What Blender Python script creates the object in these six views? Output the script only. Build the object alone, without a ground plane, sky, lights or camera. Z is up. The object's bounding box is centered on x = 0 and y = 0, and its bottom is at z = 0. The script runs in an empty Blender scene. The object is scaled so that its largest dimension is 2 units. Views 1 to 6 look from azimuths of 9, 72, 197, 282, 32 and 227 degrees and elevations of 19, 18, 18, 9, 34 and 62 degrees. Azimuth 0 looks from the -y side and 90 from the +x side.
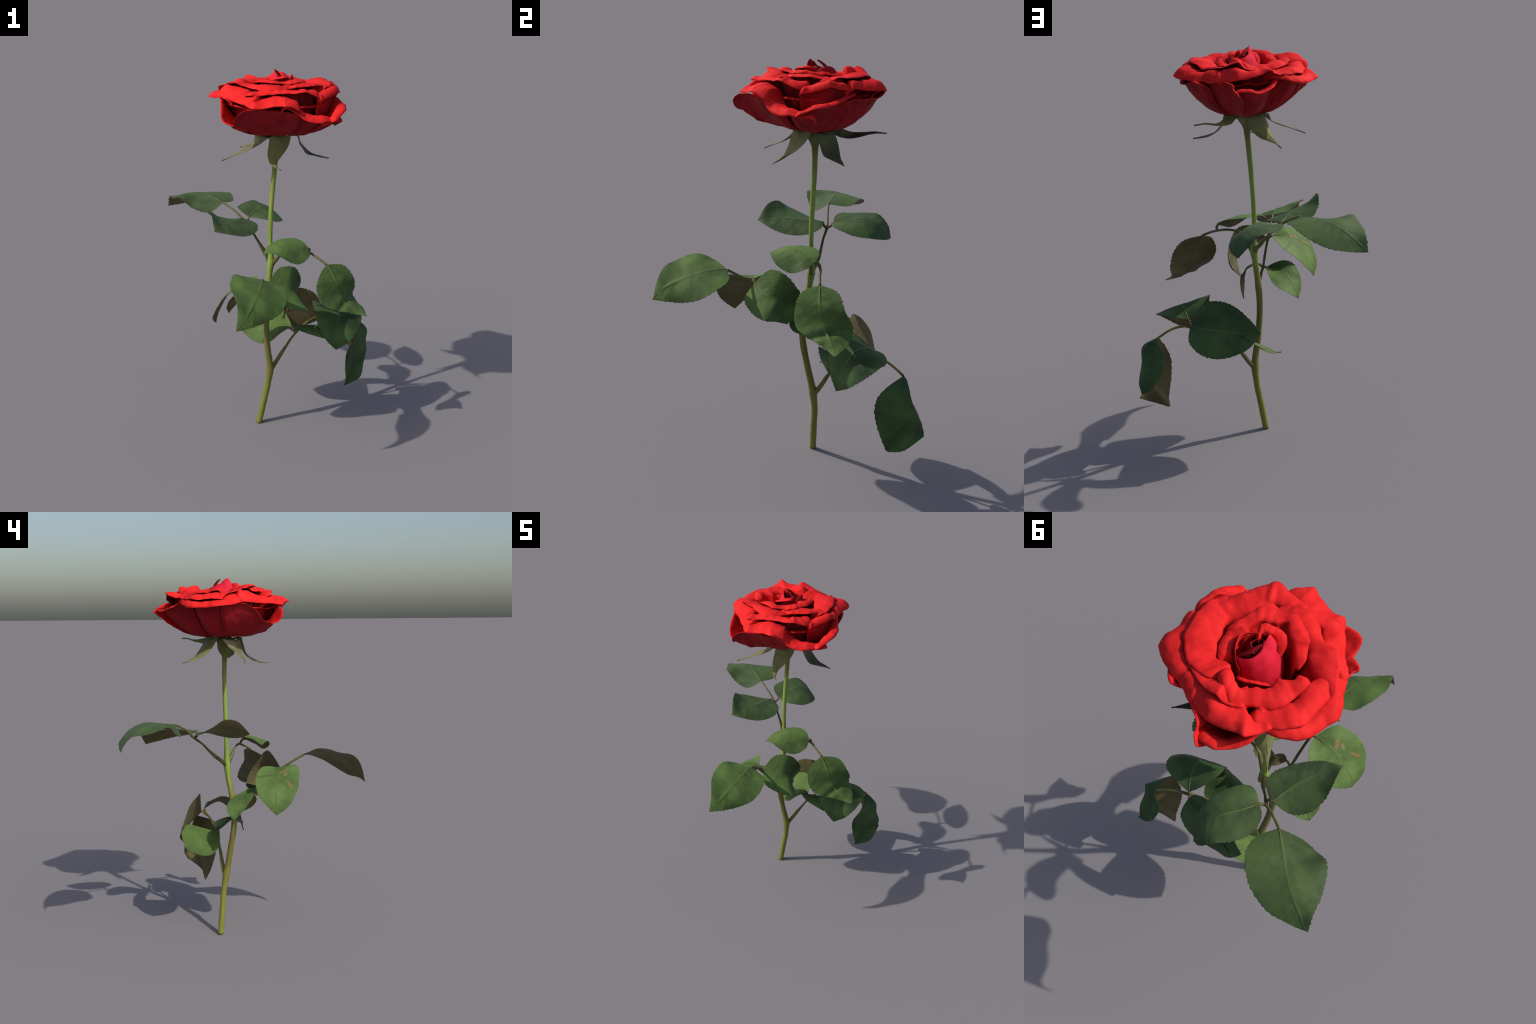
# A long-stemmed red rose: curved stem, four compound leaves, five sepals and a
# fully opened flower of rolled petals.  Everything is lofted from curves.
import bpy, math, random
import numpy as np
from mathutils import Vector, Matrix, noise

random.seed(7)
AXIS = (0.06, 0.163)          # vertical axis of the open flower
BUD = (0.055, 0.172)          # axis of the closed heart
Z0 = 1.690                    # underside of the flower

# ------------------------------------------------------------------ materials
def new_mat(name):
    m = bpy.data.materials.new(name); m.use_nodes = True
    nt = m.node_tree; b = nt.nodes['Principled BSDF']
    return m, nt, b

def node(nt, kind, **inp):
    n = nt.nodes.new(kind)
    for k, v in inp.items():
        if k in n.inputs.keys(): n.inputs[k].default_value = v
        else: setattr(n, k, v)
    return n

def coords(nt, scale=(1, 1, 1)):
    tc = node(nt, 'ShaderNodeTexCoord'); mp = node(nt, 'ShaderNodeMapping')
    mp.inputs['Scale'].default_value = scale
    nt.links.new(tc.outputs['Object'], mp.inputs['Vector'])
    return mp.outputs['Vector']

def ramp(nt, fac, stops):
    r = node(nt, 'ShaderNodeValToRGB'); e = r.color_ramp.elements
    while len(e) < len(stops): e.new(0.5)
    for s, (p, c) in zip(e, stops):
        s.position = p; s.color = (*c, 1)
    nt.links.new(fac, r.inputs['Fac']); return r.outputs['Color']

def mix(nt, fac, a, b, mode='MIX'):
    m = node(nt, 'ShaderNodeMix', data_type='RGBA', blend_type=mode)
    for sock, v in ((m.inputs[0], fac), (m.inputs[6], a), (m.inputs[7], b)):
        if isinstance(v, (int, float)): sock.default_value = v
        elif isinstance(v, tuple): sock.default_value = (*v, 1)
        else: nt.links.new(v, sock)
    return m.outputs[2]

def noise_fac(nt, vec, scale, detail=3, rough=.55):
    n = node(nt, 'ShaderNodeTexNoise', Scale=scale, Detail=detail, Roughness=rough)
    nt.links.new(vec, n.inputs['Vector']); return n.outputs['Fac']

def bump(nt, bsdf, height, strength, dist=.003):
    b = node(nt, 'ShaderNodeBump', Strength=strength, Distance=dist)
    nt.links.new(height, b.inputs['Height']); nt.links.new(b.outputs['Normal'], bsdf.inputs['Normal'])

def math_node(nt, op, a, b=None):
    m = node(nt, 'ShaderNodeMath', operation=op)
    for s, v in zip(m.inputs, (a, b)):
        if v is None: continue
        if isinstance(v, (int, float)): s.default_value = v
        else: nt.links.new(v, s)
    return m.outputs[0]

def leaf_material(name, dark, mid, light, rough=.62):
    """green blade: mottling, faint slanted side veins (leaf-local x along, y across)"""
    m, nt, b = new_mat(name); v = coords(nt)
    f = noise_fac(nt, v, 9, 4)
    f = math_node(nt, 'ADD', math_node(nt, 'MULTIPLY', f, .6), math_node(nt, 'MULTIPLY', noise_fac(nt, v, 3.5, 2), .4))
    col = ramp(nt, f, [(.36, tuple(c * .85 for c in dark)), (.5, mid), (.64, tuple(c * 1.12 for c in light))])
    sep = node(nt, 'ShaderNodeSeparateXYZ'); nt.links.new(v, sep.inputs[0])
    ay = math_node(nt, 'ABSOLUTE', sep.outputs['Y'])
    ph = math_node(nt, 'SUBTRACT', sep.outputs['X'], math_node(nt, 'MULTIPLY', ay, .75))
    wob = math_node(nt, 'MULTIPLY', noise_fac(nt, v, 14, 2), .035)
    ph = math_node(nt, 'ADD', ph, wob)
    s = math_node(nt, 'SINE', math_node(nt, 'MULTIPLY', ph, 130))
    vein = math_node(nt, 'POWER', math_node(nt, 'MULTIPLY', math_node(nt, 'ADD', s, 1), .5), 14)
    col = mix(nt, math_node(nt, 'MULTIPLY', vein, .09), col, tuple(min(1, c * 1.5 + .012) for c in light))
    spot = ramp(nt, noise_fac(nt, v, 42, 2), [(.66, (0, 0, 0)), (.78, (1, 1, 1))])
    col = mix(nt, math_node(nt, 'MULTIPLY', spot, .25), col, (.10, .10, .045))
    nt.links.new(col, b.inputs['Base Color'])
    b.inputs['Roughness'].default_value = rough
    b.inputs['Specular IOR Level'].default_value = .16
    bump(nt, b, math_node(nt, 'ADD', noise_fac(nt, v, 60, 4), math_node(nt, 'MULTIPLY', vein, -.35)), .22)
    return m

def plain_material(name, stops, scale=12, rough=.5, bump_s=.2, stretch=(1, 1, 1), spec=.3, bscale=None):
    m, nt, b = new_mat(name); v = coords(nt, stretch)
    nt.links.new(ramp(nt, noise_fac(nt, v, scale, 4), stops), b.inputs['Base Color'])
    b.inputs['Roughness'].default_value = rough
    b.inputs['Specular IOR Level'].default_value = spec
    bump(nt, b, noise_fac(nt, v, bscale or scale * 5, 3), bump_s)
    return m

def scar_leaf(base_name, src):
    """copy of the green with a few rusty scratches"""
    m = src.copy(); m.name = base_name
    nt = m.node_tree; b = nt.nodes['Principled BSDF']
    old = b.inputs['Base Color'].links[0].from_socket
    v = coords(nt, (1, 1, 0))
    def blob(cx, cy, ax, ay, rot):
        mp = node(nt, 'ShaderNodeMapping'); mp.vector_type = 'TEXTURE'
        mp.inputs['Location'].default_value = (cx, cy, 0)
        mp.inputs['Rotation'].default_value = (0, 0, rot)
        mp.inputs['Scale'].default_value = (ax, ay, 1)
        nt.links.new(v, mp.inputs['Vector'])
        d = node(nt, 'ShaderNodeVectorMath', operation='LENGTH'); nt.links.new(mp.outputs[0], d.inputs[0])
        return math_node(nt, 'ADD', d.outputs['Value'], math_node(nt, 'SUBTRACT', math_node(nt, 'MULTIPLY', noise_fac(nt, v, 70, 2), .9), .45))
    col = old
    for args, c in SCARS:
        f = ramp(nt, blob(*args), [(.75, (1, 1, 1)), (1.0, (0, 0, 0))])
        f = math_node(nt, 'MULTIPLY', f, .5)
        col = mix(nt, f, col, c)
    nt.links.new(col, b.inputs['Base Color'])
    return m

def petal_material(name, stops, edge=None, rough=.62):
    m, nt, b = new_mat(name); v = coords(nt)
    n1 = noise_fac(nt, v, 14, 4)
    col = ramp(nt, n1, stops)
    f2 = ramp(nt, noise_fac(nt, v, 55, 2), [(.60, (0, 0, 0)), (.8, (1, 1, 1))])
    col = mix(nt, math_node(nt, 'MULTIPLY', f2, .25), col, tuple(c * .55 for c in stops[0][1]))
    nt.links.new(col, b.inputs['Base Color'])
    b.inputs['Roughness'].default_value = rough
    b.inputs['Specular IOR Level'].default_value = .06
    b.inputs['Sheen Weight'].default_value = .0
    b.inputs['Sheen Tint'].default_value = (1, .25, .25, 1)
    bump(nt, b, math_node(nt, 'ADD', noise_fac(nt, v, 30, 4), math_node(nt, 'MULTIPLY', noise_fac(nt, v, 120, 2), .3)), .35, .004)
    return m

def stem_material():
    m, nt, b = new_mat('stem_skin'); v = coords(nt)
    sep = node(nt, 'ShaderNodeSeparateXYZ'); nt.links.new(v, sep.inputs[0])
    z = math_node(nt, 'ADD', math_node(nt, 'MULTIPLY', sep.outputs['Z'], .5),
                  math_node(nt, 'MULTIPLY', math_node(nt, 'SUBTRACT', noise_fac(nt, v, 16, 3), .5), .08))
    col = ramp(nt, z, [(0, (.20, .22, .030)), (.12, (.195, .20, .033)), (.28, (.17, .155, .035)),
                       (.40, (.20, .20, .045)), (.48, (.23, .33, .055)), (.68, (.25, .34, .060)), (.78, (.15, .18, .035)), (.83, (.10, .12, .025))])
    strk = noise_fac(nt, coords(nt, (40, 40, 3)), 1.5, 3)
    col = mix(nt, math_node(nt, 'MULTIPLY', ramp(nt, strk, [(.5, (0, 0, 0)), (.75, (1, 1, 1))]), .35), col, (.10, .085, .02))
    nt.links.new(col, b.inputs['Base Color'])
    b.inputs['Roughness'].default_value = .45
    b.inputs['Specular IOR Level'].default_value = .3
    bump(nt, b, noise_fac(nt, v, 50, 4), .25)
    return m

GREEN_DULL = leaf_material('leaf_green_dull', (0.049, 0.078, 0.032), (0.063, 0.099, 0.037), (0.075, 0.121, 0.039))
GREEN = leaf_material('leaf_green', (0.063, 0.102, 0.031), (0.081, 0.136, 0.037), (0.099, 0.165, 0.043))
GREEN_PALE = leaf_material('leaf_green_pale', (0.081, 0.136, 0.039), (0.102, 0.170, 0.048), (0.123, 0.199, 0.057))
GREEN_DARK = leaf_material('leaf_green_dark', (0.039, 0.070, 0.028), (0.053, 0.095, 0.033), (0.071, 0.121, 0.039))
UNDER = plain_material('leaf_underside', [(.3, (.085, .075, .030)), (.55, (.125, .108, .045)), (.75, (.155, .140, .062))], 10, .6, .35, bscale=70)
LEAF_EDGE = plain_material('leaf_edge', [(.3, (.035, .028, .016)), (.7, (.075, .062, .030))], 30, .6)
VEIN = plain_material('leaf_midrib', [(.35, (.085, .135, .032)), (.7, (.12, .155, .038))], 14, .6)
RUST = plain_material('leaf_stalk_joint', [(.35, (.16, .090, .035)), (.7, (.22, .13, .05))], 20, .55)
STALK = plain_material('leaf_stalk', [(.3, (.075, .075, .022)), (.55, (.13, .135, .035)), (.75, (.17, .15, .045))], 22, .5)
STEM = stem_material()
CUT = plain_material('stem_cut', [(.3, (.10, .10, .03)), (.7, (.2, .2, .07))], 60, .8)
RED = petal_material('petal_red', [(.28, (.60, .016, .016)), (.5, (.76, .022, .022)), (.72, (.85, .028, .028))])
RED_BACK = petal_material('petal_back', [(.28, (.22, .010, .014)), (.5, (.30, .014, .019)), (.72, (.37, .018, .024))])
RED_EDGE = petal_material('petal_rim', [(.3, (.30, .014, .02)), (.7, (.55, .022, .026))])
PINK = petal_material('petal_heart', [(.28, (.50, .012, .026)), (.5, (.64, .018, .042)), (.72, (.72, .026, .06))])
SEPAL = plain_material('sepal_outside', [(.3, (.110, .120, .038)), (.55, (.165, .175, .058)), (.75, (.215, .205, .095))], 12, .6)
SEPAL_IN = plain_material('sepal_inside', [(.3, (.12, .12, .055)), (.55, (.20, .19, .10)), (.75, (.26, .24, .14))], 18, .7)
SEPAL_DARK = plain_material('sepal_dark', [(.3, (.030, .028, .024)), (.55, (.07, .075, .03)), (.75, (.10, .11, .035))], 14, .6)
SEPAL_GREY = plain_material('sepal_grey', [(.3, (.075, .082, .042)), (.55, (.120, .132, .055)), (.75, (.15, .16, .065))], 14, .65)

# ------------------------------------------------------------------ curves
def spline(P, n):
    """smooth curve through the points P, n samples"""
    P = np.asarray(P, float); k = len(P)
    d = np.maximum(np.linalg.norm(np.diff(P, axis=0), axis=1), 1e-6) ** .5
    t = np.r_[0, np.cumsum(d)]
    m = np.zeros_like(P)
    for i in range(1, k - 1):
        h0, h1 = t[i] - t[i - 1], t[i + 1] - t[i]
        m[i] = ((P[i] - P[i - 1]) / h0 * h1 + (P[i + 1] - P[i]) / h1 * h0) / (h0 + h1)
    m[0] = (P[1] - P[0]) / (t[1] - t[0]); m[-1] = (P[-1] - P[-2]) / (t[-1] - t[-2])
    if k > 2:
        m[0] = 1.5 * m[0] - .5 * m[1]; m[-1] = 1.5 * m[-1] - .5 * m[-2]
    x = np.linspace(0, t[-1], n); i = np.clip(np.searchsorted(t, x, side='right') - 1, 0, k - 2)
    h = t[i + 1] - t[i]; s = ((x - t[i]) / h)[:, None]; h = h[:, None]
    return ((2*s**3 - 3*s**2 + 1) * P[i] + (s**3 - 2*s**2 + s) * h * m[i]
            + (-2*s**3 + 3*s**2) * P[i + 1] + (s**3 - s**2) * h * m[i + 1])

def sharp(P, n, k=.42):
    """curve with slightly pointed corners: between a smooth curve and its polygon"""
    P = np.asarray(P, float)
    d = np.maximum(np.linalg.norm(np.diff(P, axis=0), axis=1), 1e-6) ** .5
    t = np.r_[0, np.cumsum(d)]; x = np.linspace(0, t[-1], n)
    lin = np.stack([np.interp(x, t, P[:, c]) for c in range(3)], 1)
    return (1 - k) * spline(P, n) + k * lin

def nz(p, f, seed=0.):
    return noise.noise(Vector((p[0] * f + seed, p[1] * f - seed * .7, p[2] * f + seed * .3)))

# ------------------------------------------------------------------ mesh makers
def finish(name, verts, faces, mats, idx, frame=None, parent=None, smooth=True):
    V = np.asarray(verts, float)
    me = bpy.data.meshes.new(name)
    M = frame or Matrix.Identity(4)
    Mi = np.array(M.inverted())
    Vl = V @ Mi[:3, :3].T + Mi[:3, 3]
    me.from_pydata(Vl.tolist(), [], faces)
    for m in mats: me.materials.append(m)
    me.polygons.foreach_set('material_index', idx)
    me.polygons.foreach_set('use_smooth', [smooth] * len(faces))
    me.update()
    ob = bpy.data.objects.new(name, me)
    bpy.context.scene.collection.objects.link(ob)
    ob.matrix_world = M
    if parent: ob.parent = parent
    return ob

def grid_normals(G):
    a = np.gradient(G, axis=0); b = np.gradient(G, axis=1)
    n = np.cross(a, b); l = np.linalg.norm(n, axis=2, keepdims=True)
    n = n / np.maximum(l, 1e-12)
    n[0] = n[1]; n[-1] = n[-2]
    return n

def shell(name, G, thick, mats, top_idx=None, frame=None, parent=None, taper=None):
    """solid sheet from a grid of points G[i][j]: upper skin, lower skin, rim.
    mats = (upper, lower, rim, extra...)"""
    nu, nv = G.shape[:2]
    N = grid_normals(G)
    th = thick * (np.ones((nu, nv)) if taper is None else taper)[..., None]
    A = (G + N * th / 2).reshape(-1, 3); B = (G - N * th / 2).reshape(-1, 3)
    n = nu * nv; faces = []; idx = []
    q = lambda i, j: i * nv + j
    for i in range(nu - 1):
        for j in range(nv - 1):
            faces.append((q(i, j), q(i + 1, j), q(i + 1, j + 1), q(i, j + 1)))
            idx.append(0 if top_idx is None else int(top_idx[i][j]))
    for i in range(nu - 1):
        for j in range(nv - 1):
            faces.append((n + q(i, j), n + q(i, j + 1), n + q(i + 1, j + 1), n + q(i + 1, j)))
            idx.append(1)
    loop = ([(i, 0) for i in range(nu)] + [(nu - 1, j) for j in range(1, nv)]
            + [(i, nv - 1) for i in range(nu - 2, -1, -1)] + [(0, j) for j in range(nv - 2, 0, -1)])
    for (a, b), (c, d) in zip(loop, loop[1:] + loop[:1]):
        faces.append((q(c, d), q(a, b), n + q(a, b), n + q(c, d))); idx.append(2)
    return finish(name, np.vstack([A, B]), faces, mats, idx, frame, parent)

def tube_mesh(path, radii, sides=12, lump=0., seed=0., cap=True):
    P = np.asarray(path, float); n = len(P)
    T = np.gradient(P, axis=0); T /= np.linalg.norm(T, axis=1, keepdims=True)
    ref = np.array([1., 0, 0]) if abs(T[0][0]) < .8 else np.array([0, 1., 0])
    V = []
    x = np.cross(T[0], ref)
    for i in range(n):
        x = x - T[i] * (x @ T[i]); x /= np.linalg.norm(x); y = np.cross(T[i], x)
        for k in range(sides):
            a = 2 * math.pi * k / sides
            d = x * math.cos(a) + y * math.sin(a)
            r = radii[i]
            if lump: r *= 1 + lump * nz(P[i] + d * .02, 22, seed)
            V.append(P[i] + d * r)
    F = []
    for i in range(n - 1):
        for k in range(sides):
            k2 = (k + 1) % sides
            F.append((i * sides + k, i * sides + k2, (i + 1) * sides + k2, (i + 1) * sides + k))
    if cap:
        F.append(tuple(range(sides))[::-1]); F.append(tuple((n - 1) * sides + k for k in range(sides)))
    return V, F

def tubes(name, specs, mats, frame=None, parent=None, sides=12):
    """several tubes joined; spec = (points, radii, material index)"""
    V, F, I = [], [], []
    for k, (pts, rad, mi) in enumerate(specs):
        n = max(10, 8 * len(pts)); path = spline(pts, n)
        r = np.interp(np.linspace(0, 1, n), np.linspace(0, 1, len(rad)), rad)
        v, f = tube_mesh(path, r, sides, .10, k * 3.1)
        o = len(V); V += v; F += [tuple(a + o for a in q) for q in f]; I += [mi] * len(f)
    return finish(name, V, F, mats, I, frame, parent)

# ------------------------------------------------------------------ plant parts
def leaf_frame(B, T, L, R):
    x = Vector(T - B).normalized(); y = Vector(L - R); y = (y - x * y.dot(x)).normalized(); z = x.cross(y)
    M = Matrix((x, y, z)).transposed().to_4x4(); M.translation = Vector(B); return M

def leaf(parent, midrib, left, right, blade=GREEN, fold=.35, teeth=24, wave=.004, flip=False, seed=1.,
         name='leaf', under=UNDER, edge=LEAF_EDGE, thick=.004, rib=.011, tooth=.0080, ribmat=VEIN, bulge=0., kink=None):
    """blade lofted between a midrib and two margins, all given by control points"""
    nu = 97 if teeth else 41
    M = spline(midrib, nu)
    L = spline([midrib[0]] + list(left) + [midrib[-1]], nu)
    R = spline([midrib[0]] + list(right) + [midrib[-1]], nu)
    s = np.linspace(0, 1, nu)
    if teeth:                                   # saw-toothed margin leaning to the tip
        saw = (s * teeth + .15 * np.sin(s * 37 + seed)) % 1.0
        for E in (L, R):
            d = E - M; d /= np.maximum(np.linalg.norm(d, axis=1, keepdims=True), 1e-6)
            jag = np.array([.65 + .9 * nz(p, 30, seed) for p in E])
            E += d * ((saw - .35) * tooth * jag * np.clip(s * 8, 0, 1) * np.clip((1 - s) * 10, 0, 1))[:, None]
    t = np.array([-1, -.985, -.95, -.88, -.78, -.66, -.54, -.42, -.31, -.21, -.13, -.06, -.02,
                  .02, .06, .13, .21, .31, .42, .54, .66, .78, .88, .95, .985, 1])
    nv = len(t); G = np.zeros((nu, nv, 3)); top = np.zeros((nu, nv), int)
    for i in range(nu):
        w = max(np.linalg.norm(L[i] - M[i]), np.linalg.norm(R[i] - M[i]), 1e-4)
        for j in range(nv):
            a = t[j]
            if abs(a) == .02: a = math.copysign(min(.25, rib * .35 * (1.1 - s[i]) / w), a)
            E = L[i] if a < 0 else R[i]
            k = max(0., (s[i] - .80) / .20); k = k * k * (3 - 2 * k)   # close the blade cleanly at the tip
            mid = M[i] * (1 - k) + (L[i] + R[i]) / 2 * k
            lin = mid + abs(a) * (E - mid)
            quad = mid + a * (R[i] - L[i]) / 2 + a * a * ((L[i] + R[i]) / 2 - mid)
            G[i, j] = fold * lin + (1 - fold) * quad
    N = grid_normals(G)
    if (N[nu // 2, nv // 2][2] < 0) != flip:    # make the upper skin face up
        G = G[:, ::-1]; N = grid_normals(G)
    for i in range(nu):
        env = min(1, 6 * s[i], 6 * (1 - s[i]))
        for j in range(nv):
            a = abs(t[j])
            h = wave * nz(G[i, j], 9, seed) + .5 * wave * nz(G[i, j], 24, seed + 5)
            vph = (s[i] - .22 * a) * 9
            h += -.0016 * (abs(math.sin(vph * math.pi)) ** .5 - .5) * min(1, a * 5) * (1 - a)   # quilting between side veins
            h += -.0022 * math.exp(-(a / .07) ** 2) + bulge * a * (1 - a)
            if kink: h += kink[1] * math.exp(-((s[i] + .04 * t[j] - kink[0]) / .055) ** 2) * (1 - .3 * a)
            G[i, j] += N[i, j] * h * env * min(1., a * 6 + .35)
            if .0 <= a <= .02 and s[i] < .9: top[i][j] = 3
    ribt = np.zeros((nu, nv), int)
    c = nv // 2 - 1
    for i in range(nu):
        if s[i] < .9: ribt[i][c] = 3
        if s[i] < .05:
            ribt[i][c - 1:c + 2] = 4
    taper = np.ones((nu, nv)); taper[:, c:c + 2] = 1.7
    taper *= np.clip(.35 + 2 * (1 - np.abs(t)), .35, 1)[None] if True else 1
    fr = leaf_frame(M[0], M[-1], G[nu // 2, -1], G[nu // 2, 0])
    return shell(name, G, thick, (blade, under, edge, ribmat, RUST), ribt, fr, parent, taper)

OUTER = [(.43, .015), (.59, .15), (.77, .43), (.915, .75)]
BELLY = [(.50, .02), (.76, .18), (.93, .42), (1.0, .74)]
MID = [(.45, .04), (.66, .25), (.83, .56), (.94, .84)]
INNER = [(.50, .05), (.76, .35), (.91, .70), (.97, .90)]
CORE = [(.62, .08), (.88, .40), (.98, .75)]

def petal(parent, rim, lip, rise, body=MID, z0=Z0, axis=AXIS, mats=None, crinkle=1., seed=0., thick=.0034, r0=.02, shrink=.2, nu=71, tuck=.03, tuck_in=.8):
    """rim = control points of the free edge; lip = width of the rolled margin,
    rise = how far the crest of the roll stands above the edge"""
    rim = [np.array(p, float) for p in rim]
    def tucked(p, q):                            # both ends of the edge dive under the neighbours
        d = p - q; d[2] = 0; d *= tuck / max(np.linalg.norm(d), 1e-6)
        o = p + d; o[2] -= tuck * 1.1
        k = 1 - tuck_in * tuck / max(math.hypot(o[0] - axis[0], o[1] - axis[1]), .02)
        o[0] = axis[0] + (o[0] - axis[0]) * k; o[1] = axis[1] + (o[1] - axis[1]) * k
        return o
    lips = np.interp(np.linspace(0, 1, nu), np.linspace(.03, .97, np.size(lip)), np.atleast_1d(lip))
    rises = np.interp(np.linspace(0, 1, nu), np.linspace(.03, .97, np.size(rise)), np.atleast_1d(rise))
    if tuck: rim = [tucked(rim[0], rim[1])] + rim + [tucked(rim[-1], rim[-2])]
    E = sharp(rim, nu)
    rad = lambda p: (p[0] - axis[0], p[1] - axis[1])
    ang = np.unwrap([math.atan2(*rad(p)[::-1]) for p in E])
    am = (ang.max() + ang.min()) / 2
    prof_n = 34
    G = np.zeros((nu, prof_n, 3))
    for i in range(nu):
        u = 2 * i / (nu - 1) - 1
        r = math.hypot(*rad(E[i])); z = E[i][2]
        end = 1 - .8 * abs(u) ** 7
        wob = 1 + .25 * crinkle * nz(E[i], 9, seed)
        lp, rs = lips[i] * end * wob, rises[i] * (1 - .5 * abs(u) ** 6)
        rr, zr = max(r - lp, r * .3), z + rs
        pts = [(r0, z0)] + [(rr * a, z0 + (zr - z0) * b) for a, b in body] + [(rr, zr)]
        q = min(lp / .08, 1)                      # the margin swells, then dips under the next petal
        pts[-1] = (rr, zr - .009 * q)
        pts += [(rr + lp * .58, z + rs * .62 + .007 * q)]
        pts += [(r, z)]
        pr = spline(pts, prof_n)
        for j in range(prof_n):
            f = j / (prof_n - 1)
            a = am + (ang[i] - am) * (1 - shrink * (1 - f) ** 1.5)
            G[i, j] = (axis[0] + pr[j][0] * math.cos(a), axis[1] + pr[j][0] * math.sin(a), pr[j][1])
    N = grid_normals(G)
    if N[nu // 2, prof_n // 3][2] < 0:
        G = G[::-1].copy(); N = grid_normals(G)
    for i in range(nu):
        for j in range(prof_n):
            f = j / (prof_n - 1); p = G[i, j]
            a = crinkle * min(1, f * 1.6)
            h = a * (.0050 * nz(p, 16, seed) + .0030 * nz(p, 38, seed + 3) + .0012 * nz(p, 80, seed + 9))
            fold = nz((math.atan2(p[1] - axis[1], p[0] - axis[0]) * 2.2, 0, seed), 4, seed)   # creases running down the petal
            h += a * .0045 * fold * f * min(1, math.hypot(p[0] - axis[0], p[1] - axis[1]) / .28)
            G[i, j] = p + N[i, j] * h
    taper = np.ones((nu, prof_n)); taper[:, -1] = .45; taper[:, -2] = .8; taper[0] = taper[-1] = .5
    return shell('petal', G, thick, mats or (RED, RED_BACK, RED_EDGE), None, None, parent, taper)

SCARS = [((.070, .048, .032, .011, -1.0), (.32, .17, .07)), ((.094, .062, .018, .009, -.3), (.34, .19, .08)),
         ((.165, .086, .036, .009, .5), (.30, .16, .065)), ((.090, -.055, .010, .060, -.05), (.055, .095, .032))]
SCARRED = scar_leaf('leaf_green_scarred', GREEN_PALE)

# leaf bases where the stalklets end
A0B = (-0.247, 0.361, 1.230)
A1B = (-0.125, 0.284, 1.174)
A2B = (-0.095, 0.327, 1.171)
B0B = (0.364, 0.091, 1.023)
B1B = (0.266, 0.101, 1.097)
C0B = (0.087, -0.270, 1.041)
C1B = (0.094, -0.137, 0.961)
C2B = (0.052, -0.131, 0.969)
E1B = (0.059, -0.033, 0.826)
E2B = (0.092, -0.002, 0.853)
D0B = (0.504, 0.465, 0.583)
D1B = (0.337, 0.390, 0.646)
D2B = (0.353, 0.373, 0.665)
D3B = (0.185, 0.260, 0.560)
D4B = (0.193, 0.258, 0.560)

rose = bpy.data.objects.new('rose', None)
bpy.context.scene.collection.objects.link(rose)
rose['label'] = 'red rose in full bloom on a leafy green stem'
rose['category'] = 'rose flower'

# ---- stem: slightly kinked at every node, swelling under the flower
STEM_LINE = [(.0314, .2003, 0), (.0508, .1955, .12), (.0722, .1888, .25), (.0822, .1724, .36), (.0664, .1446, .50),
             (.0572, .1218, .65), (.0565, .1316, .80), (.0581, .1545, .92), (.0607, .1605, 1.0), (.0514, .1589, 1.12),
             (.0494, .1628, 1.30), (.0558, .1678, 1.48), (.0610, .1658, 1.60), (.0600, .1640, 1.675)]
n = 150
path = spline(STEM_LINE, n)
rad = np.interp(path[:, 2], [0, .28, .345, .39, .55, .74, .78, .83, .93, .975, 1.03, 1.1, 1.45, 1.56, 1.60, 1.625, 1.65, 1.675],
                [.0165, .0168, .0215, .0175, .0160, .0160, .0185, .0155, .0155, .0200, .0145, .0120, .0125, .0135, .0170, .0250, .0360, .0480])
V, F = tube_mesh(path, rad, 20, .07, 2.)
idx = [0] * len(F); idx[-2] = 1
V = np.array(V); V[:20, 2] = np.maximum(V[:20, 2], 0); V[:20, 2] = 0
stem = finish('stem', V, F, (STEM, CUT), idx, None, rose)

# ---- receptacle carries petals and sepals
hv, hf = tube_mesh([(.060, .164, 1.600), (.060, .164, 1.625), (.060, .164, 1.648), (.060, .164, 1.668), (.060, .164, 1.69)], [.016, .027, .041, .050, .03], 20, .05, 1.)
head = finish('flower_head', hv, hf, (SEPAL,), [0] * len(hf), None, rose)

def branch(line, rad, extra=(), joints=()):
    """leaf stalk with a sheathing foot, side stalklets and rusty joints"""
    specs = [(line, rad, 0)]
    for pts, r in extra: specs.append((pts, r, 0))
    for pts, r in joints: specs.append((pts, r, 1))
    return tubes('leaf_stalk', specs, (STALK, RUST), None, rose)

def towards(a, b, f):
    return tuple(a[i] + (b[i] - a[i]) * f for i in range(3))

branch_a = branch([(.055, .160, .975), (.035, .190, 1.005), (-.005, .226, 1.045), (-.062, .266, 1.106), (-.111, .304, 1.150), (-.172, .328, 1.196), A0B],
                  [.013, .011, .0105, .0065, .0060, .0065, .0058, .0055, .0065],
                  [([(-.108, .302, 1.147), (-.100, .288, 1.152), A1B], [.007, .006, .006]),
                   ([(-.108, .302, 1.147), (-.100, .318, 1.156), A2B], [.007, .006, .006])],
                  [([(-.098, .296, 1.141), (-.112, .304, 1.151), (-.122, .308, 1.158)], [.0070, .0085, .0070])])
branch_b = branch([(.062, .160, .965), (.085, .150, 1.000), (.107, .140, 1.033), (.125, .132, 1.060), (.200, .128, 1.075), (.268, .128, 1.066), (.315, .108, 1.048), B0B],
                  [.013, .012, .0105, .0060, .0058, .0060, .0065, .0058, .0070],
                  [([(.262, .129, 1.068), (.266, .122, 1.088), (.258, .110, 1.098), B1B], [.0068, .0065, .006, .006])])
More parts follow.
